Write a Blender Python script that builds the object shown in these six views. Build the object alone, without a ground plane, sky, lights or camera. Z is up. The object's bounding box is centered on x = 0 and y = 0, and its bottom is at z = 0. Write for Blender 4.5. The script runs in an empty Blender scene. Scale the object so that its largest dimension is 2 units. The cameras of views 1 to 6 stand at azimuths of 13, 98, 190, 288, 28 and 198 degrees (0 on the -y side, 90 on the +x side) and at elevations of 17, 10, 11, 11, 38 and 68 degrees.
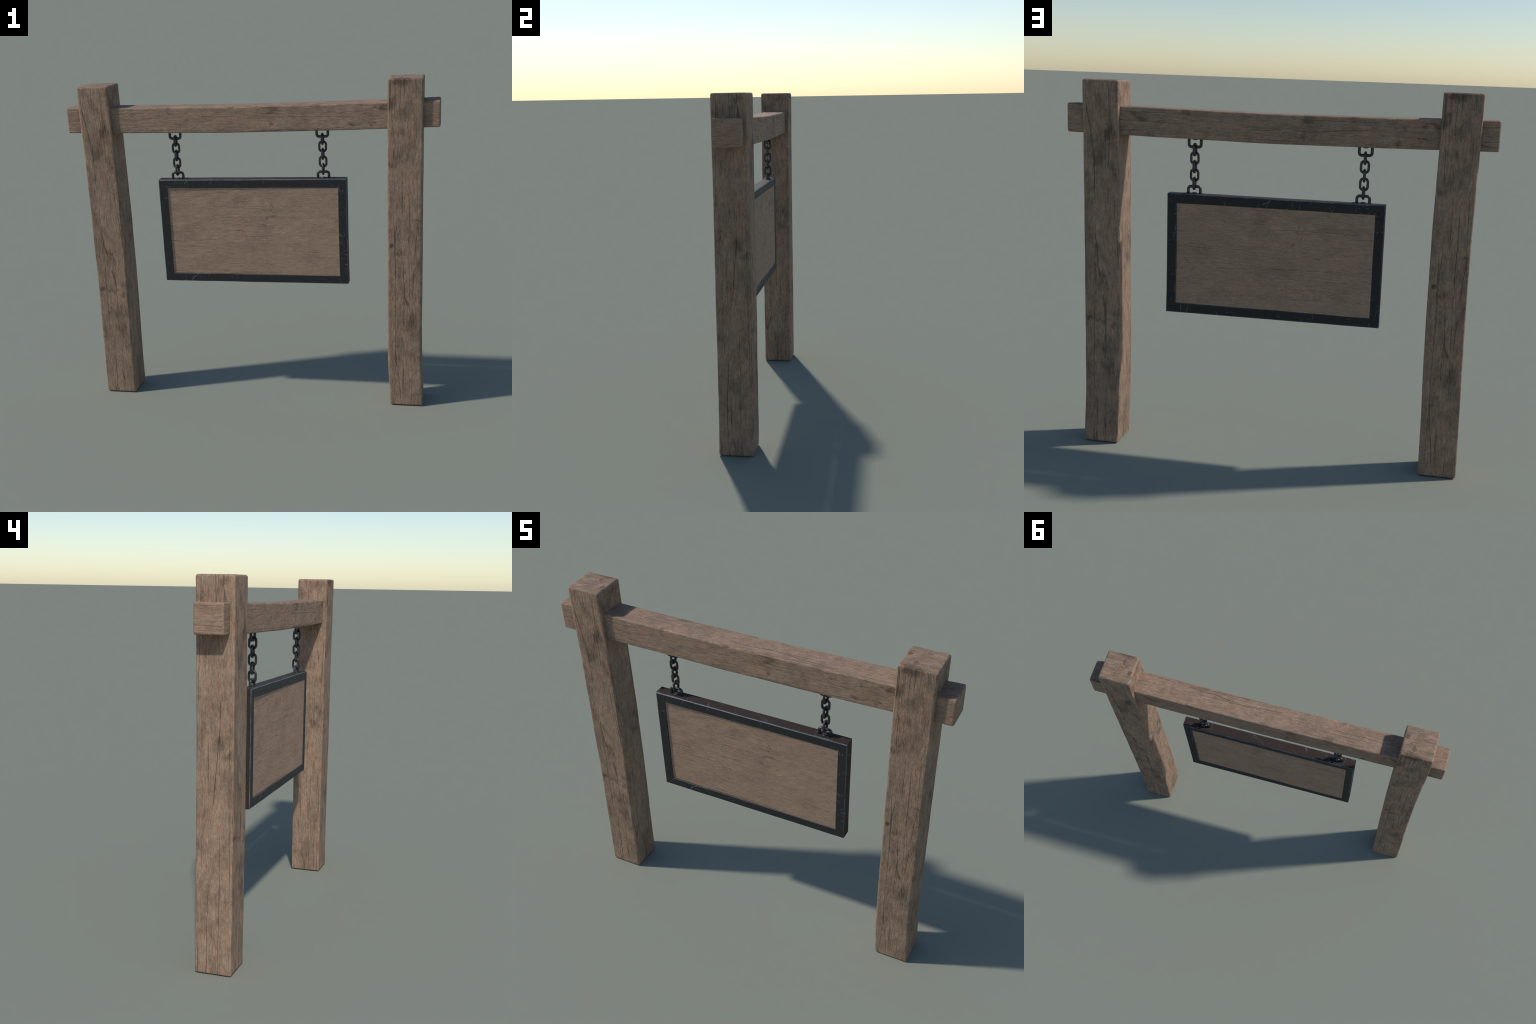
import bpy, bmesh, math, random
from mathutils import Vector, Matrix, noise

random.seed(7)
coll = bpy.context.scene.collection

# ------------------------------------------------------------------ node helper
class NT:
    def __init__(self, name):
        self.mat = bpy.data.materials.new(name)
        self.mat.use_nodes = True
        self.t = self.mat.node_tree
        self.t.nodes.clear()
        self.out = self.t.nodes.new("ShaderNodeOutputMaterial")
        self.bsdf = self.t.nodes.new("ShaderNodeBsdfPrincipled")
        self.t.links.new(self.bsdf.outputs[0], self.out.inputs[0])

    def put(self, sock, v):
        if v is None:
            return
        if isinstance(v, bpy.types.NodeSocket):
            self.t.links.new(v, sock)
        else:
            if sock.type == "RGBA" and len(v) == 3:
                v = (*v, 1.0)
            sock.default_value = v

    def node(self, kind, props=None, ins=None, out=0):
        n = self.t.nodes.new(kind)
        for k, v in (props or {}).items():
            setattr(n, k, v)
        for k, v in (ins or {}).items():
            self.put(n.inputs[k], v)
        return n.outputs[out]

    def m(self, op, a, b=None, c=None, clamp=False):
        n = self.t.nodes.new("ShaderNodeMath")
        n.operation, n.use_clamp = op, clamp
        for i, v in enumerate((a, b, c)):
            self.put(n.inputs[i], v)
        return n.outputs[0]

    def v(self, op, a, b=None, scale=None):
        n = self.t.nodes.new("ShaderNodeVectorMath")
        n.operation = op
        self.put(n.inputs[0], a)
        self.put(n.inputs[1], b)
        if scale is not None:
            self.put(n.inputs["Scale"], scale)
        return n.outputs["Value" if op in ("LENGTH", "DOT_PRODUCT", "DISTANCE") else "Vector"]

    def noise(self, vec, scale=1.0, detail=2.0, rough=0.5, dist=0.0, out=0):
        return self.node("ShaderNodeTexNoise", None,
                         {"Vector": vec, "Scale": scale, "Detail": detail, "Roughness": rough, "Distortion": dist}, out)

    def rng(self, x, a, b, lo=0.0, hi=1.0, smooth=False):
        return self.node("ShaderNodeMapRange", {"interpolation_type": "SMOOTHSTEP" if smooth else "LINEAR"},
                         {0: x, 1: a, 2: b, 3: lo, 4: hi})

    def mix(self, f, a, b, blend="MIX"):
        n = self.t.nodes.new("ShaderNodeMix")
        n.data_type, n.blend_type = "RGBA", blend
        self.put(n.inputs[0], f)
        self.put(n.inputs[6], a)
        self.put(n.inputs[7], b)
        return n.outputs[2]

    def xyz(self, vec):
        n = self.t.nodes.new("ShaderNodeSeparateXYZ")
        self.put(n.inputs[0], vec)
        return n.outputs

    def vec(self, x, y, z):
        n = self.t.nodes.new("ShaderNodeCombineXYZ")
        for i, q in enumerate((x, y, z)):
            self.put(n.inputs[i], q)
        return n.outputs[0]

    def bump(self, h, dist, strength=1.0, normal=None):
        return self.node("ShaderNodeBump", None, {"Height": h, "Distance": dist, "Strength": strength, "Normal": normal})

    def pos(self):
        return self.node("ShaderNodeTexCoord", out=3)

    def normal(self):
        return self.node("ShaderNodeTexCoord", out=1)


# ------------------------------------------------------------------ wood
def wood(name, grain, seed, stains=(), knots=(), fibre=1.0, crack=1.0, tone=1.0, bump=1.0, crackgap=0.030, contrast=1.0, huevar=1.0, cloudy=1.0):
    """Weathered brown-grey timber. grain = 'z' (posts) or 'x' (beam, panel).
    stains: (x, y, z, rx, ry, rz, strength); knots: (x, y, z, radius)."""
    n = NT(name)
    P, N = n.pos(), n.normal()
    p, q = n.xyz(P), n.xyz(N)
    # grain coordinates: g = along the fibres, a/b = across them; cut ends show grain lying flat
    if grain == "z":
        flat = n.m("GREATER_THAN", n.m("ABSOLUTE", q[2]), 0.75)
        g = n.node("ShaderNodeMix", {"data_type": "FLOAT"}, {0: flat, 2: p[2], 3: p[0]})
        a = n.node("ShaderNodeMix", {"data_type": "FLOAT"}, {0: flat, 2: p[0], 3: p[2]})
        b = p[1]
    else:
        flat = n.m("GREATER_THAN", n.m("ABSOLUTE", q[0]), 0.75)
        g = n.node("ShaderNodeMix", {"data_type": "FLOAT"}, {0: flat, 2: p[0], 3: p[1]})
        a = n.node("ShaderNodeMix", {"data_type": "FLOAT"}, {0: flat, 2: p[1], 3: p[0]})
        b = p[2]
    G0 = n.vec(n.m("ADD", a, seed * 1.37), n.m("ADD", b, seed * 2.11), n.m("ADD", g, seed * 0.73))
    # the fibres wander a little sideways
    wob = n.noise(n.v("MULTIPLY", G0, (6.0, 6.0, 3.2)), 1.0, 2.0, 0.5, out=1)
    wob = n.v("MULTIPLY", n.v("SUBTRACT", wob, (0.5, 0.5, 0.5)), (0.012, 0.012, 0.0))
    wob2 = n.noise(n.v("MULTIPLY", G0, (30.0, 30.0, 16.0)), 1.0, 2.0, 0.6, out=1)
    wob2 = n.v("MULTIPLY", n.v("SUBTRACT", wob2, (0.5, 0.5, 0.5)), (0.003, 0.003, 0.0))
    G = n.v("ADD", n.v("ADD", G0, wob), wob2)
    fine = n.noise(n.v("MULTIPLY", G, (270 * fibre, 270 * fibre, 44)), 1.0, 4.0, 0.70)
    med = n.noise(n.v("MULTIPLY", G, (125 * fibre, 125 * fibre, 21.0)), 1.0, 4.0, 0.68)
    wide = n.noise(n.v("MULTIPLY", G, (26, 26, 3.2)), 1.0, 3.0, 0.55)
    cloud = n.noise(n.v("MULTIPLY", G0, (13, 13, 8)), 1.0, 5.0, 0.66)
    cloud2 = n.noise(n.v("ADD", n.v("MULTIPLY", G0, (30, 30, 17)), (5.2, 1.3, 8.8)), 1.0, 4.0, 0.65)
    hue = n.noise(n.v("ADD", n.v("MULTIPLY", G0, (48, 48, 8)), (3.1, 7.7, 2.4)), 1.0, 3.0, 0.6)
    grit = n.noise(n.v("MULTIPLY", G0, (300, 300, 130)), 1.0, 3.0, 0.7)

    # two tones: pinkish brown and drier olive grey
    col = n.mix(n.rng(hue, 0.5 - 0.16 / huevar, 0.5 + 0.16 / huevar), (0.350, 0.2160, 0.1440), (0.292, 0.2110, 0.1475))
    light = n.rng(fine, 0.25, 0.75, 1 - 0.36 * contrast, 1 + 0.32 * contrast)
    light = n.m("MULTIPLY", light, n.rng(med, 0.30, 0.70, 1 - 0.20 * contrast, 1 + 0.16 * contrast))
    light = n.m("MULTIPLY", light, n.rng(wide, 0.3, 0.7, 1 - 0.05 * contrast, 1 + 0.05 * contrast))
    light = n.m("MULTIPLY", light, n.rng(grit, 0.30, 0.70, 1 - 0.20 * contrast, 1 + 0.17 * contrast))
    light = n.m("MULTIPLY", light, n.rng(cloud, 0.36, 0.56, 1 - 0.16 * cloudy, 1 + 0.04 * cloudy))
    light = n.m("MULTIPLY", light, n.rng(cloud2, 0.36, 0.56, 1 - 0.12 * cloudy, 1 + 0.03 * cloudy))

    # dirt stains at known places, their borders broken by noise
    warp = n.noise(n.v("MULTIPLY", G0, (34, 34, 20)), 1.0, 4.0, 0.65, out=1)
    warp = n.v("SCALE", n.v("SUBTRACT", warp, (0.5, 0.5, 0.5)), scale=0.085)
    PW = n.v("ADD", P, warp)
    dirt = None
    for (x, y, z, rx, ry, rz, s) in stains:
        d = n.v("LENGTH", n.v("MULTIPLY", n.v("SUBTRACT", PW, (x, y, z)), (1 / rx, 1 / ry, 1 / rz)))
        k = n.rng(d, 1.25, 0.25, 0.0, s, smooth=True)
        dirt = k if dirt is None else n.m("MAXIMUM", dirt, k)
    if dirt is not None:
        dirt = n.m("MULTIPLY", dirt, n.rng(med, 0.25, 0.7, 1.15, 0.7))
        light = n.m("MULTIPLY", light, n.m("SUBTRACT", 1.0, dirt))
    # round knots with rings
    ring = None
    for (x, y, z, r) in knots:
        d = n.v("LENGTH", n.v("MULTIPLY", n.v("SUBTRACT", n.v("ADD", P, n.v("SCALE", warp, scale=0.10)), (x, y, z)),
                              (1 / r, 1 / r, 1 / r)))
        k = n.m("MULTIPLY", n.rng(d, 1.15, 0.75, 0.0, 1.0, smooth=True),
                n.rng(n.m("SINE", n.m("MULTIPLY", d, 15.0)), -1, 1, 0.40, 0.72))
        ring = k if ring is None else n.m("MAXIMUM", ring, k)
    if ring is not None:
        light = n.m("MULTIPLY", light, n.m("SUBTRACT", 1.0, ring))

    # drying cracks: borders of very long cells, broken into pieces
    def cracks(gap, length, off, lo, hi, w0, w1):
        c = n.v("ADD", n.v("MULTIPLY", G, (1 / gap, 1 / gap, 1 / length)), off)
        e = n.node("ShaderNodeTexVoronoi", {"feature": "DISTANCE_TO_EDGE"}, {"Vector": c, "Scale": 1.0})
        gate = n.noise(n.v("ADD", n.v("MULTIPLY", G0, (24, 24, 3.2)), off), 1.0, 2.0, 0.5)
        gate = n.rng(gate, lo, hi, 0.0, 1.0, smooth=True)
        width = n.rng(gate, 0, 1, w0, w1)
        return n.m("MULTIPLY", n.m("SUBTRACT", 1.0, n.m("DIVIDE", e, width, clamp=True), clamp=True), gate)
    c1 = cracks(crackgap * 1.5, 1.5, (4.4, 9.1, 2.0), 0.46, 0.54, 0.009, 0.021)
    c2 = cracks(crackgap * 0.75, 0.9, (1.4, 3.1, 7.0), 0.49, 0.62, 0.008, 0.026)
    cr = n.m("MULTIPLY", n.m("MAXIMUM", c1, n.m("MULTIPLY", c2, 0.5)), n.rng(flat, 0, 1, 1.0, 0.55))
    light = n.m("MULTIPLY", light, n.m("SUBTRACT", 1.0, n.m("MULTIPLY", cr, 0.72 * crack)))
    # arrises a little paler
    geo = n.node("ShaderNodeNewGeometry", out="Pointiness")
    edge = n.rng(geo, 0.508, 0.55, 1.0, 1.20)
    light = n.m("MULTIPLY", n.m("MULTIPLY", light, edge), tone)
    col = n.node("ShaderNodeMix", {"data_type": "RGBA", "blend_type": "MULTIPLY"},
                 {0: 1.0, 6: col, 7: n.vec(light, light, light)}, 2)
    n.put(n.bsdf.inputs["Base Color"], col)
    n.put(n.bsdf.inputs["Roughness"], n.rng(med, 0.3, 0.7, 0.86, 0.70))
    n.put(n.bsdf.inputs["Specular IOR Level"], 0.30)
    h = n.m("ADD", n.m("MULTIPLY", fine, 1.0), n.m("MULTIPLY", med, 0.55))
    h = n.m("ADD", h, n.m("ADD", n.m("MULTIPLY", cloud2, 0.40), n.m("MULTIPLY", grit, 0.25)))
    h = n.m("SUBTRACT", h, n.m("MULTIPLY", cr, 0.8 * crack))
    n.put(n.bsdf.inputs["Normal"], n.bump(h, 0.0028 * bump, 1.0))
    return n.mat


# ------------------------------------------------------------------ metal
def iron(name, seed, rust=0.25, scratch=1.0, base=(0.0250, 0.0254, 0.0258), rough=0.52, worn=0.0, sides=False, metallic=0.0, spec=0.17):
    n = NT(name)
    P, N = n.pos(), n.normal()
    p, q = n.xyz(P), n.xyz(N)
    S = n.v("ADD", P, (seed, seed * 0.7, seed * 1.9))
    big = n.noise(S, 9.0, 4.0, 0.6)
    mid = n.noise(S, 42.0, 4.0, 0.65)
    tiny = n.noise(S, 260.0, 3.0, 0.6)
    col = n.mix(n.rng(mid, 0.35, 0.65), base, tuple(c * 1.25 for c in base))
    amount = n.rng(n.m("ADD", n.m("MULTIPLY", big, 0.65), n.m("MULTIPLY", mid, 0.35)), 0.62 - rust, 0.74 - rust, 0, 1, smooth=True)
    if sides:
        # rust sits on the outward faces only; front and back stay painted
        face = n.rng(n.m("ABSOLUTE", q[1]), 0.75, 0.5)
        amount = n.m("MULTIPLY", amount, face)
    rustc = n.mix(n.rng(tiny, 0.3, 0.7), (0.035, 0.0235, 0.0195), (0.050, 0.0325, 0.0260))
    col = n.mix(n.m("MULTIPLY", amount, 0.92), col, rustc)
    rgh = n.m("ADD", n.rng(mid, 0.3, 0.7, rough - 0.06, rough + 0.08), n.m("MULTIPLY", amount, 0.10))
    mark = None
    if scratch > 0:
        # short straight scratches: one per cell, each turned its own way
        U = n.vec(n.m("ADD", p[0], p[1]), n.m("ADD", p[2], n.m("MULTIPLY", p[1], 0.7)), 0.0)
        bend = n.v("SCALE", n.v("SUBTRACT", n.noise(P, 24.0, 2.0, 0.5, out=1), (0.5, 0.5, 0.5)), scale=0.016)
        U = n.v("ADD", n.v("ADD", U, bend), (seed, seed, 0))
        where = n.rng(n.noise(S, 11.0, 2.0, 0.5), 0.44, 0.56)
        for sc, half, wid, keep, off in ((7.5, 0.36, 0.012, 0.85, 0.0), (17.0, 0.36, 0.026, 0.60, 3.7), (48.0, 0.20, 0.080, 0.32, 9.2)):
            vn = n.t.nodes.new("ShaderNodeTexVoronoi")
            vn.voronoi_dimensions = "2D"
            n.put(vn.inputs["Vector"], n.v("ADD", U, (off, off * 0.6, 0)))
            vn.inputs["Scale"].default_value = sc
            loc = n.v("SUBTRACT", n.v("SCALE", n.v("ADD", U, (off, off * 0.6, 0)), scale=sc), n.v("SCALE", vn.outputs["Position"], scale=sc))
            lx, ly, _ = n.xyz(loc)
            rr, rg, rb = n.xyz(vn.outputs["Color"])
            ang = n.m("MULTIPLY", rr, 6.283)
            c, s = n.m("COSINE", ang), n.m("SINE", ang)
            t = n.m("ADD", n.m("MULTIPLY", lx, c), n.m("MULTIPLY", ly, s))
            d = n.m("SUBTRACT", n.m("MULTIPLY", ly, c), n.m("MULTIPLY", lx, s))
            along = n.rng(n.m("ABSOLUTE", t), half, half * 0.55)
            across = n.rng(n.m("ABSOLUTE", d), wid, wid * 0.35)
            on = n.m("LESS_THAN", rg, keep)
            k = n.m("MULTIPLY", n.m("MULTIPLY", along, across), n.m("MULTIPLY", on, n.rng(rb, 0, 1, 0.25, 1.0)))
            k = n.m("MULTIPLY", k, where)
            mark = k if mark is None else n.m("MAXIMUM", mark, k)
        mark = n.m("MULTIPLY", mark, n.rng(tiny, 0.35, 0.55, 0.45, 1.0))
        mark = n.m("MULTIPLY", mark, scratch, clamp=True)
        col = n.mix(mark, col, (0.20, 0.235, 0.255))
    if worn > 0:
        w = n.rng(n.noise(S, 14.0, 4.0, 0.7), 0.38, 0.58, 0.25, 1.0)
        col = n.mix(n.m("MULTIPLY", w, worn), col, (0.115, 0.142, 0.168))  # pale blue-grey mixed into the chamfer colour
    n.put(n.bsdf.inputs["Base Color"], col)
    n.put(n.bsdf.inputs["Metallic"], metallic)
    n.put(n.bsdf.inputs["Roughness"], rgh)
    n.put(n.bsdf.inputs["Specular IOR Level"], spec)
    h = n.m("ADD", n.m("MULTIPLY", mid, 0.8), n.m("MULTIPLY", tiny, 0.3))
    n.put(n.bsdf.inputs["Normal"], n.bump(h, 0.0008, 0.5))
    return n.mat


# stains as read on the timber (post coordinates, origin at the post's foot)
post_stains = [
    # +/-y faces
    (-0.022, -0.085, 1.765, 0.060, 0.03, 0.045, 0.62), (-0.071, -0.085, 1.664, 0.030, 0.03, 0.045, 0.45),
    (-0.001, -0.085, 1.610, 0.050, 0.03, 0.050, 0.38), (0.050, -0.085, 1.72, 0.030, 0.03, 0.050, 0.30),
    (-0.028, -0.085, 1.516, 0.035, 0.03, 0.035, 0.34), (-0.078, -0.085, 1.350, 0.02, 0.02, 0.02, 0.42),
    (-0.029, -0.085, 0.877, 0.020, 0.02, 0.035, 0.50), (-0.027, -0.085, 0.763, 0.028, 0.02, 0.040, 0.44),
    (0.032, -0.085, 0.471, 0.045, 0.03, 0.070, 0.40), (0.059, -0.085, 1.053, 0.030, 0.02, 0.010, 0.45),
    (-0.046, 0.085, 1.535, 0.040, 0.03, 0.060, 0.52), (-0.066, 0.085, 1.358, 0.030, 0.03, 0.05, 0.40),
    (0.017, 0.085, 1.423, 0.055, 0.03, 0.055, 0.40), (-0.012, 0.085, 0.836, 0.025, 0.02, 0.060, 0.34),
    (0.054, 0.085, 0.637, 0.035, 0.02, 0.016, 0.62), (0.000, 0.085, 0.628, 0.055, 0.02, 0.014, 0.42),
    (-0.070, 0.085, 0.606, 0.022, 0.02, 0.014, 0.45), (-0.046, 0.085, 0.40, 0.045, 0.03, 0.060, 0.40),
    (0.046, 0.085, 1.082, 0.012, 0.02, 0.012, 0.45), (-0.037, 0.085, 0.505, 0.040, 0.03, 0.05, 0.34),
    # +/-x faces
    (0.085, 0.041, 1.755, 0.02, 0.035, 0.020, 0.40), (0.085, -0.058, 1.695, 0.02, 0.030, 0.030, 0.36),
    (0.085, 0.019, 1.055, 0.02, 0.045, 0.045, 0.34), (0.085, 0.061, 1.010, 0.02, 0.028, 0.026, 0.42),
    (0.085, 0.051, 0.925, 0.02, 0.040, 0.050, 0.32), (0.085, -0.060, 1.11, 0.02, 0.040, 0.050, 0.34),
    (0.085, 0.000, 0.862, 0.02, 0.030, 0.030, 0.30),
    (-0.085, -0.041, 1.755, 0.02, 0.035, 0.020, 0.40), (-0.085, 0.058, 1.695, 0.02, 0.030, 0.030, 0.36),
    (-0.085, -0.061, 1.010, 0.02, 0.035, 0.030, 0.40), (-0.085, 0.060, 1.11, 0.02, 0.040, 0.050, 0.34),
    (-0.085, -0.051, 0.925, 0.02, 0.040, 0.050, 0.30),
    # cut top
    (-0.030, -0.030, 1.78, 0.012, 0.034, 0.02, 0.50), (0.01, 0.02, 1.78, 0.07, 0.06, 0.02, 0.16),
]
post_knots = [(-0.074, -0.085, 0.916, 0.012), (-0.070, 0.020, 1.780, 0.012)]
beam_stains = [(s * x, s * 0.067, z, rx, 0.03, rz, k) for s in (-1, 1) for (x, z, rx, rz, k) in (
    (-0.145, 1.632, 0.035, 0.030, 0.46), (-0.135, 1.562, 0.016, 0.026, 0.42), (-0.369, 1.652, 0.030, 0.022, 0.34),
    (-0.715, 1.638, 0.030, 0.018, 0.55), (-0.672, 1.638, 0.014, 0.010, 0.50), (-0.555, 1.553, 0.024, 0.016, 0.42),
    (-0.655, 1.566, 0.018, 0.012, 0.45), (-0.587, 1.622, 0.014, 0.010, 0.40), (0.423, 1.650, 0.020, 0.020, 0.34),
    (0.143, 1.640, 0.040, 0.018, 0.28), (-0.64, 1.60, 0.05, 0.03, 0.26))]
panel_stains = [(-s * x, s * 0.025, z, rx, 0.03, rz, k) for s in (-1, 1) for (x, z, rx, rz, k) in (
    (0.111, 1.120, 0.007, 0.040, 0.30), (0.089, 1.054, 0.008, 0.007, 0.40), (0.063, 1.018, 0.012, 0.009, 0.36),
    (-0.066, 1.155, 0.060, 0.050, 0.20), (0.129, 1.084, 0.009, 0.006, 0.40), (-0.420, 0.939, 0.009, 0.008, 0.38),
    (-0.348, 0.990, 0.050, 0.060, 0.15), (0.06, 0.93, 0.06, 0.08, 0.13), (-0.02, 0.88, 0.08, 0.05, 0.10),
    (0.24, 1.12, 0.06, 0.05, 0.12), (-0.30, 0.80, 0.08, 0.03, 0.1), (0.33, 0.84, 0.06, 0.06, 0.1))]

MAT_POST = wood("weathered_post_wood", "z", 1.0, post_stains, post_knots, crack=0.82, cloudy=1.45)
MAT_BEAM = wood("weathered_beam_wood", "x", 4.3, beam_stains, (), fibre=1.0, crack=0.68)
MAT_PANEL = wood("sign_panel_wood", "x", 8.9, panel_stains, (), fibre=1.35, crack=0.45, bump=0.45, crackgap=0.030, contrast=0.85, tone=1.10, huevar=0.45, cloudy=0.5)
MAT_FRAME = iron("blackened_frame_iron", 2.2, rust=0.29, sides=True)
MAT_PALE_EDGE = iron("pale_frame_edge", 5.1, rust=0.0, scratch=0.0, worn=0.85, spec=0.5, rough=0.4)
MAT_WORN_INNER = iron("worn_inner_edge", 1.3, rust=0.18, scratch=0.0, worn=0.35, spec=0.4, rough=0.45)
MAT_CHAIN = iron("chain_iron", 7.7, rust=0.18, scratch=0.0, base=(0.036, 0.042, 0.051), rough=0.33, metallic=0.45, spec=0.8)  # base lightened toward blue to carry the bluish highlights on the links
MAT_PLATE = iron("rusty_plate_iron", 3.9, rust=0.30, scratch=0.6, base=(0.018, 0.020, 0.022))
MAT_PLATE_EDGE = iron("worn_plate_edge", 6.4, rust=0.0, scratch=0.0, worn=0.9)


# ------------------------------------------------------------------ objects
def add(name, me, parent=None, mats=()):
    ob = bpy.data.objects.new(name, me)
    coll.objects.link(ob)
    for m in mats:
        me.materials.append(m)
    if parent:
        ob.parent = parent
    return ob


def empty(name, parent=None, loc=(0, 0, 0)):
    ob = bpy.data.objects.new(name, None)
    ob.empty_display_size = 0.1
    coll.objects.link(ob)
    ob.location = loc
    ob.parent = parent
    return ob


def interp(tab, t):
    """Smooth curve through (t, value) control points."""
    if t <= tab[0][0]:
        return tab[0][1]
    for i in range(len(tab) - 1):
        t0, v0 = tab[i]
        t1, v1 = tab[i + 1]
        if t <= t1:
            f = (t - t0) / (t1 - t0)
            m0 = (v1 - tab[i - 1][1]) / (t1 - tab[i - 1][0]) if i > 0 else (v1 - v0) / (t1 - t0)
            m1 = (tab[i + 2][1] - v0) / (tab[i + 2][0] - t0) if i + 2 < len(tab) else (v1 - v0) / (t1 - t0)
            h = t1 - t0
            return ((2 * f**3 - 3 * f**2 + 1) * v0 + (f**3 - 2 * f**2 + f) * h * m0
                    + (-2 * f**3 + 3 * f**2) * v1 + (f**3 - f**2) * h * m1)
    return tab[-1][1]


def fbm(x, y, z, o=3):
    return noise.fractal(Vector((x, y, z)), 1.0, 2.0, o)


def timber(name, length, w, h, axis, centre, seed, step=0.004, nside=20, ncorner=6, radius=0.0088, rough=0.0011, mat=None):
    """Hewn timber: rounded rectangle lofted along `axis` ('z' or 'x'), with worn, uneven arrises."""
    bm = bmesh.new()
    rend = radius * 1.1
    # stations: rounded ends are made of rings that shrink along a quarter circle
    stations = []
    for i in range(6):
        an = math.pi / 2 * (i / 5)
        stations.append((rend * (1 - math.sin(an)), rend * (1 - math.cos(an))))
    n = int((length - 2 * rend) / step)
    mid = [(rend + (length - 2 * rend) * i / n, 0.0) for i in range(1, n)]
    lo = [(rend * (1 - math.cos(math.pi / 2 * i / 5)), rend * (1 - math.sin(math.pi / 2 * i / 5))) for i in range(6)]
    st = lo + mid + [(length - t, s) for t, s in reversed(lo)]
    rings = []
    for t, shrink in st:
        cx, cy = centre(t)
        ring = []
        for c, (sx, sy) in enumerate(((1, 1), (-1, 1), (-1, -1), (1, -1))):
            # radius of this arris changes along the length
            k = fbm(c * 7.3 + seed, t * 5.0, seed * 0.3, 2)
            k2 = max(0.0, fbm(c * 3.9 - seed, t * 16.0, seed * 0.7, 3) - 0.42)
            r = max(0.003, radius * (1 + 0.40 * k) + 0.012 * k2)
            a0 = c * math.pi / 2
            pts = []
            for i in range(ncorner + 1):
                an = a0 + math.pi / 2 * i / ncorner
                pts.append((sx * (w / 2 - shrink - r) + r * math.cos(an), sy * (h / 2 - shrink - r) + r * math.sin(an), r))
            ring.append(pts)
        flat = []
        for c in range(4):
            flat += [(x, y) for x, y, _ in ring[c]]
            x0, y0, _ = ring[c][-1]
            x1, y1, _ = ring[(c + 1) % 4][0]
            for i in range(1, nside):
                f = i / nside
                flat.append((x0 + (x1 - x0) * f, y0 + (y1 - y0) * f))
        row = []
        for x, y in flat:
            # relief: slow hollows plus ridges running with the grain
            d = rough * 1.0 * fbm(x * 9 + seed, y * 9, t * 3.5, 3)
            d += rough * 0.42 * fbm(x * 85 + seed, y * 85, t * 6.0, 2)
            L = math.hypot(x, y)
            nx, ny = (x / (w / 2)), (y / (h / 2))
            m = max(abs(nx), abs(ny))
            ox = math.copysign(1, nx) if abs(nx) > m - 0.06 else 0
            oy = math.copysign(1, ny) if abs(ny) > m - 0.06 else 0
            X, Y = x + ox * d + cx, y + oy * d + cy
            row.append(bm.verts.new((X, Y, t) if axis == "z" else (t - length / 2, X, Y)))
        rings.append(row)
    k = len(rings[0])
    for r0, r1 in zip(rings, rings[1:]):
        for i in range(k):
            j = (i + 1) % k
            bm.faces.new((r0[i], r0[j], r1[j], r1[i]))
    # cut ends: rings closing on the middle
    for row, sgn in ((rings[0], -1), (rings[-1], 1)):
        cen = sum((v.co for v in row), Vector()) / k
        prev = row
        for f in (0.86, 0.7, 0.5, 0.3, 0.12):
            cur = []
            for v in row:
                co = cen + (v.co - cen) * f
                u = Vector((co.x * 14 + seed, co.y * 14, co.z * 14))
                e = 0.0009 * noise.fractal(u, 1, 2, 3) * sgn
                if axis == "z":
                    co.z += e if sgn > 0 else 0.0
                else:
                    co.x += e - 0.0006 * sgn
                cur.append(bm.verts.new(co))
            for i in range(k):
                j = (i + 1) % k
                q = (prev[i], prev[j], cur[j], cur[i])
                bm.faces.new(q if sgn > 0 else q[::-1])
            prev = cur
        bm.faces.new(prev if sgn > 0 else prev[::-1])
    bmesh.ops.recalc_face_normals(bm, faces=bm.faces)
    me = bpy.data.meshes.new(name)
    bm.to_mesh(me)
    bm.free()
    for p in me.polygons:
        p.use_smooth = True
    ob = add(name, me, root, [mat])
    return ob


root = empty("hanging_sign_stand")
root["label"] = "blank wooden sign hanging by chains from a timber post frame"
root["category"] = "hanging sign"

# posts: same timber, the left one turned half round; both bow towards the gap
bow_right = [(0.0, 0.0), (0.10, -0.0045), (0.22, -0.0090), (0.40, -0.0108), (0.62, -0.0092), (0.85, -0.0075), (1.17, -0.0062), (1.60, -0.0022), (1.783, 0.0)]
bow_left = [(0.0, 0.0), (0.16, -0.0008), (0.33, -0.0035), (0.50, -0.0070), (0.72, -0.0098), (0.95, -0.0100), (1.15, -0.0090), (1.40, -0.0052), (1.60, -0.0018), (1.783, 0.0)]
post_r = timber("post", 1.783, 0.1765, 0.1755, "z", lambda t: (interp(bow_right, t), 0.0), 3.0, mat=MAT_POST)
post_r.location = (0.8290, 0.0, 0.0)
post_l = timber("post", 1.783, 0.1765, 0.1755, "z", lambda t: (interp(bow_left, t), 0.0), 11.0, mat=MAT_POST)
post_l.location = (-0.8325, 0.0, 0.0)
post_l.rotation_euler = (0, 0, math.pi)


# crossbeam sags a little in the middle
def sag(x):
    return -0.0118 * (1 - min(1.0, abs(x)) ** 1.4)


beam = timber("crossbeam", 2.0, 0.134, 0.1355, "x", lambda t: (0.0, 1.6010 + sag(t - 1.0)), 21.0, radius=0.0078, rough=0.0010, mat=MAT_BEAM)

# ------------------------------------------------------------------ hanging board
YC = -0.005                      # the board hangs a touch in front of the beam's axis
HX, Z0, Z1, FW, HY = 0.517, 0.6825, 1.263, 0.0460, 0.0310
board = empty("sign_board", root)


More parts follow.
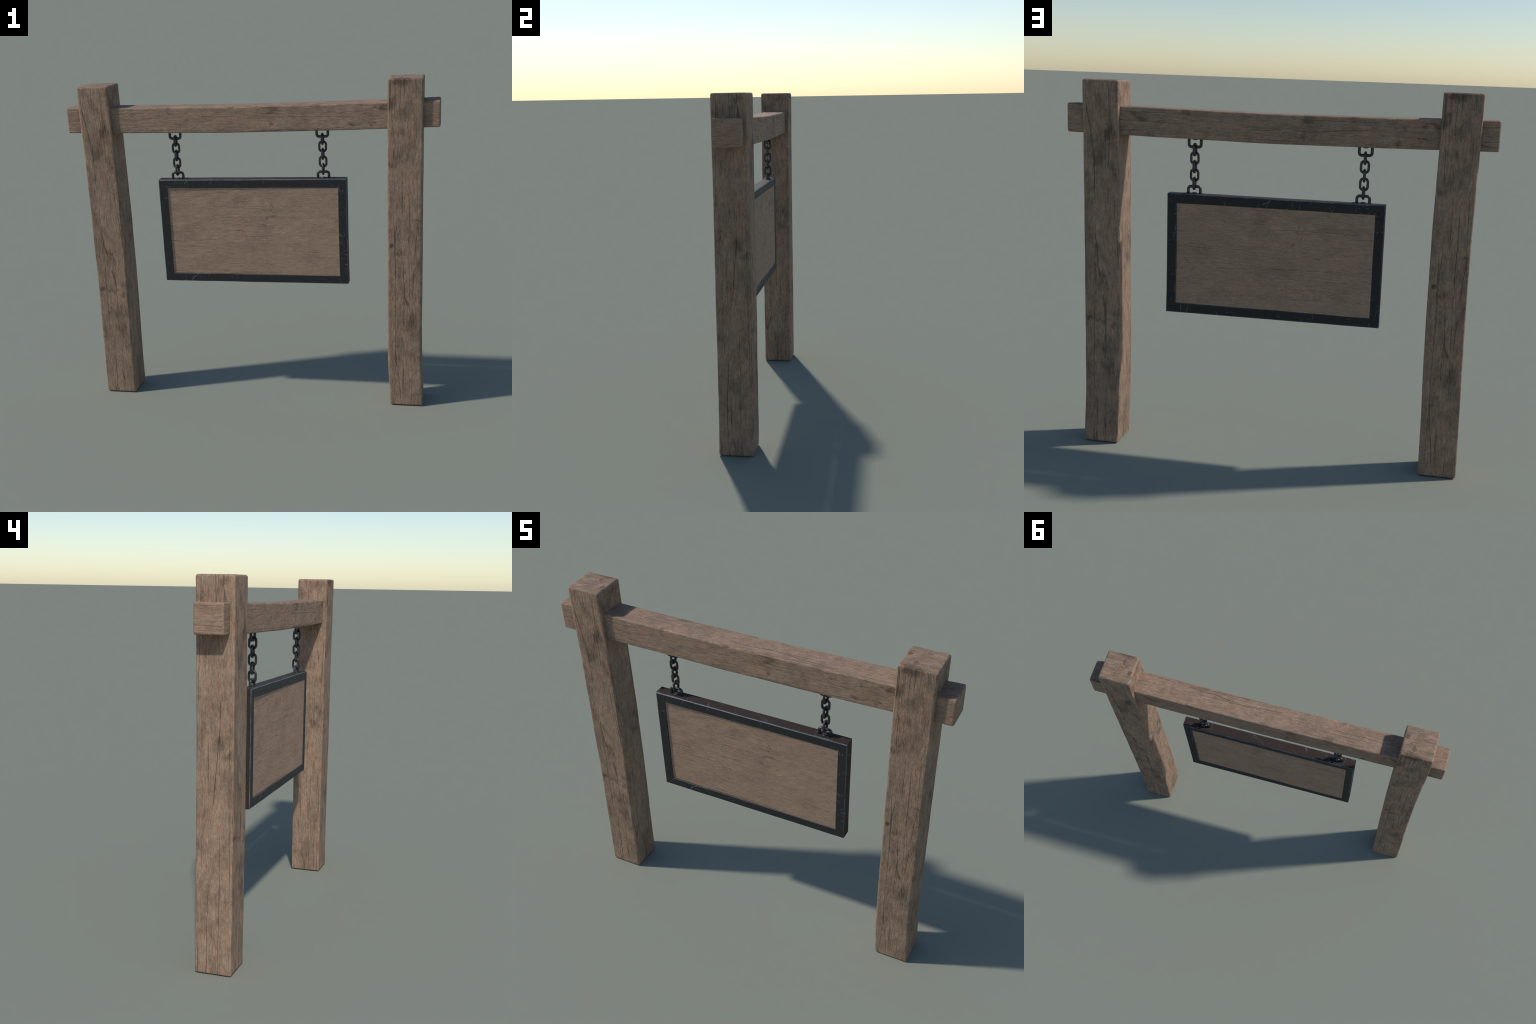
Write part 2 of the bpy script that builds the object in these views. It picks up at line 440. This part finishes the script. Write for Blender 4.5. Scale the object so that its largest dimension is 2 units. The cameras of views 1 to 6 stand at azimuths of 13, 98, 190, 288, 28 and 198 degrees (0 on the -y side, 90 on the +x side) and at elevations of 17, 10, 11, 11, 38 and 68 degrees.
def frame_mesh():
    """Square tube frame: one chamfered profile swept round the rectangle, mitred corners."""
    bm = bmesh.new()
    c, ci = 0.0036, 0.0022        # outer and inner chamfers
    # profile as (inset from outer edge, y), going front-outer -> back-outer
    prof = [(0, -HY + c), (c, -HY), (FW - ci, -HY), (FW, -HY + ci), (FW, HY - ci), (FW - ci, HY), (c, HY), (0, HY - c)]
    worn = {0, 2, 4, 6}
    cz, hz = (Z0 + Z1) / 2, (Z1 - Z0) / 2
    path = []
    def side(p, q, steps):
        for i in range(steps):
            path.append((p[0] + (q[0] - p[0]) * i / steps, p[1] + (q[1] - p[1]) * i / steps))
    cs = [(1, 1), (-1, 1), (-1, -1), (1, -1)]
    for i in range(4):
        side(cs[i], cs[(i + 1) % 4], 40 if i % 2 == 0 else 24)
    rings = []
    for (u, v) in path:
        row = []
        for j, (ins, y) in enumerate(prof):
            x, z = u * (HX - ins), cz + v * (hz - ins)
            w = 0.0020 if ins > FW * 0.5 else 0.0009
            dx = w * fbm(x * 5 + 3, z * 5, y * 30, 2)
            dz = w * fbm(x * 5 + 13, z * 5, y * 30, 2)
            row.append(bm.verts.new((x + dx, y + YC, z + dz)))
        rings.append(row)
    m = len(prof)
    for i in range(len(rings)):
        a, b = rings[i], rings[(i + 1) % len(rings)]
        for j in range(m):
            f = bm.faces.new((a[j], b[j], b[(j + 1) % m], a[(j + 1) % m]))
            f.material_index = 0 if j not in worn else 1 if j in (0, 6) else 2
    bmesh.ops.recalc_face_normals(bm, faces=bm.faces)
    me = bpy.data.meshes.new("frame")
    bm.to_mesh(me)
    bm.free()
    return me


frame = add("frame", frame_mesh(), board, [MAT_FRAME, MAT_PALE_EDGE, MAT_WORN_INNER])


def panel_mesh():
    """Wooden board set 4.5 mm back from the frame's faces, slightly wavy."""
    bm = bmesh.new()
    hx, z0, z1, t = HX - FW + 0.006, Z0 + FW - 0.006, Z1 - FW + 0.006, HY - 0.0045
    nx, nz = 120, 64
    grids = []
    for sgn in (-1, 1):
        g = []
        for j in range(nz + 1):
            r = []
            for i in range(nx + 1):
                x, z = -hx + 2 * hx * i / nx, z0 + (z1 - z0) * j / nz
                d = 0.0007 * fbm(x * 5, z * 9, sgn * 4.0, 3) + 0.0003 * fbm(x * 9, z * 120, sgn * 2.0, 2)
                r.append(bm.verts.new((x, YC + sgn * (t + d) - 0.0053 * x, z)))   # board sits slightly askew in its frame
            g.append(r)
        grids.append(g)
        for j in range(nz):
            for i in range(nx):
                q = (g[j][i], g[j][i + 1], g[j + 1][i + 1], g[j + 1][i])
                bm.faces.new(q if sgn < 0 else q[::-1])
    f, b = grids
    loop = [(0, i) for i in range(nx)] + [(j, nx) for j in range(nz)] + [(nz, i) for i in range(nx, 0, -1)] + [(j, 0) for j in range(nz, 0, -1)]
    for (j0, i0), (j1, i1) in zip(loop, loop[1:] + loop[:1]):
        bm.faces.new((f[j1][i1], f[j0][i0], b[j0][i0], b[j1][i1]))
    bmesh.ops.recalc_face_normals(bm, faces=bm.faces)
    me = bpy.data.meshes.new("panel")
    bm.to_mesh(me)
    bm.free()
    for p in me.polygons:
        p.use_smooth = len(p.vertices) == 4 and abs(p.normal.y) > 0.7
    return me


panel = add("panel", panel_mesh(), board, [MAT_PANEL])

# ------------------------------------------------------------------ chains
def tube(path, r, closed, sides=14, cap=False):
    bm = bmesh.new()
    n = len(path)
    rows = []
    for i, p in enumerate(path):
        a = path[i - 1] if (i > 0 or closed) else p
        b = path[(i + 1) % n] if (i < n - 1 or closed) else p
        t = (b - a).normalized()
        y = Vector((0, 1, 0))              # all paths lie in the xz plane
        s = t.cross(y).normalized()
        rr = r * (1 + 0.05 * noise.noise(p * 60))
        rows.append([bm.verts.new(p + (s * math.cos(k) + y * math.sin(k)) * rr) for k in (2 * math.pi * j / sides for j in range(sides))])
    for i in range(n if closed else n - 1):
        a, b = rows[i], rows[(i + 1) % n]
        for j in range(sides):
            bm.faces.new((a[j], a[(j + 1) % sides], b[(j + 1) % sides], b[j]))
    if not closed:
        bm.faces.new(rows[0][::-1])
        bm.faces.new(rows[-1])
    bmesh.ops.recalc_face_normals(bm, faces=bm.faces)
    return bm


def finish(bm, name):
    me = bpy.data.meshes.new(name)
    bm.to_mesh(me)
    bm.free()
    for p in me.polygons:
        p.use_smooth = True
    return me


def link_mesh():
    """Stadium-shaped link, 64 x 46.5 mm overall, 11.4 mm wire, in the xz plane."""
    r = 0.0060
    R, half = 0.0472 / 2 - r, 0.032 - r
    rc = 0.0150                           # corner radius: flatter ends than a half circle
    pts = []
    for k, (sx, sz) in enumerate(((1, 1), (-1, 1), (-1, -1), (1, -1))):
        for i in range(9):
            an = k * math.pi / 2 + math.pi / 2 * i / 8
            pts.append(Vector((sx * (R - rc) + rc * math.cos(an), 0, sz * (half - rc) + rc * math.sin(an))))
        if k in (0, 2):
            pass
    return finish(tube(pts, r, True), "chain_link")


def staple_mesh():
    """U of bent bar, 73 mm wide over the outside; the bridge is at z = 0, legs go to z = -0.05."""
    r = 0.0072
    R, rc = 0.0735 / 2 - r, 0.0125
    pts = [Vector((R, 0, -0.055)), Vector((R, 0, -0.035))]
    for i in range(9):
        an = math.pi / 2 * i / 8
        pts.append(Vector((R - rc + rc * math.cos(an), 0, -r - rc + rc * math.sin(an))))
    for i in range(9):
        an = math.pi / 2 + math.pi / 2 * i / 8
        pts.append(Vector((-R + rc + rc * math.cos(an), 0, -r - rc + rc * math.sin(an))))
    pts += [Vector((-R, 0, -0.035)), Vector((-R, 0, -0.055))]
    return finish(tube(pts, r, False), "staple")


def plate_mesh():
    """Thin rectangular mounting plate, 95 x 48 x 3 mm, chamfered rim; z = 0 is its lower face."""
    bm = bmesh.new()
    rows = []
    for ins, z in ((0, -0.001), (0, 0.0010), (0.0011, 0.0018)):
        rows.append([bm.verts.new((sx * (0.0480 - ins), sy * (0.0240 - ins), z)) for sx, sy in ((1, 1), (-1, 1), (-1, -1), (1, -1))])
    for a, b, m in ((rows[0], rows[1], 0), (rows[1], rows[2], 1)):
        for i in range(4):
            bm.faces.new((a[i], a[(i + 1) % 4], b[(i + 1) % 4], b[i])).material_index = m
    bm.faces.new(rows[2])
    bm.faces.new(rows[0][::-1])
    bmesh.ops.recalc_face_normals(bm, faces=bm.faces)
    me = bpy.data.meshes.new("mounting_plate")
    bm.to_mesh(me)
    bm.free()
    return me


def bolt_mesh():
    """Low domed screw head in the middle of a plate."""
    bm = bmesh.new()
    prof = ((0.0128, 0.0), (0.0128, 0.0028), (0.0112, 0.0046), (0.0070, 0.0058), (0.0, 0.0062))
    rows = []
    for r, z in prof[:-1]:
        rows.append([bm.verts.new((r * math.cos(2 * math.pi * k / 24), r * math.sin(2 * math.pi * k / 24), z)) for k in range(24)])
    top = bm.verts.new((0, 0, prof[-1][1]))
    for a, b in zip(rows, rows[1:]):
        for i in range(24):
            bm.faces.new((a[i], a[(i + 1) % 24], b[(i + 1) % 24], b[i]))
    for i in range(24):
        bm.faces.new((rows[-1][i], rows[-1][(i + 1) % 24], top))
    bm.faces.new(rows[0][::-1])
    bmesh.ops.recalc_face_normals(bm, faces=bm.faces)
    return finish(bm, "bolt_head")


LINK, STAPLE, PLATE, BOLT = link_mesh(), staple_mesh(), plate_mesh(), bolt_mesh()
for me, mats in ((LINK, [MAT_CHAIN]), (STAPLE, [MAT_CHAIN]), (PLATE, [MAT_PLATE, MAT_PLATE_EDGE]), (BOLT, [MAT_CHAIN])):
    for m in mats:
        me.materials.append(m)


def place(name, me, parent, loc, rot=(0, 0, 0)):
    ob = bpy.data.objects.new(name, me)
    coll.objects.link(ob)
    ob.parent, ob.location, ob.rotation_euler = parent, loc, rot
    return ob


for cx in (-0.411, 0.393):
    chain = empty("chain", root, (cx, YC, 0))
    beam_under = 1.6010 - 0.1355 / 2 + sag(cx)
    place("staple", STAPLE, chain, (0, 0, 1.4777), (math.pi, 0, 0))
    place("staple", STAPLE, chain, (0, 0, 1.3050))
    for i in range(5):
        z = 1.4722 - 0.0399 * i
        turn = (math.pi / 2 if i % 2 == 0 else 0.0) + random.uniform(-0.07, 0.07)
        place("chain_link", LINK, chain, (0, 0, z), (0, random.uniform(-0.02, 0.02), turn))
    place("mounting_plate", PLATE, chain, (0.004, -0.003, Z1))
    place("mounting_plate", PLATE, chain, (0.004, 0.0, beam_under), (math.pi, 0, 0))
    place("bolt_head", BOLT, chain, (0.0, -0.003, Z1 + 0.0016))
    place("bolt_head", BOLT, chain, (0.0, 0.0, beam_under - 0.0016), (math.pi, 0, 0))
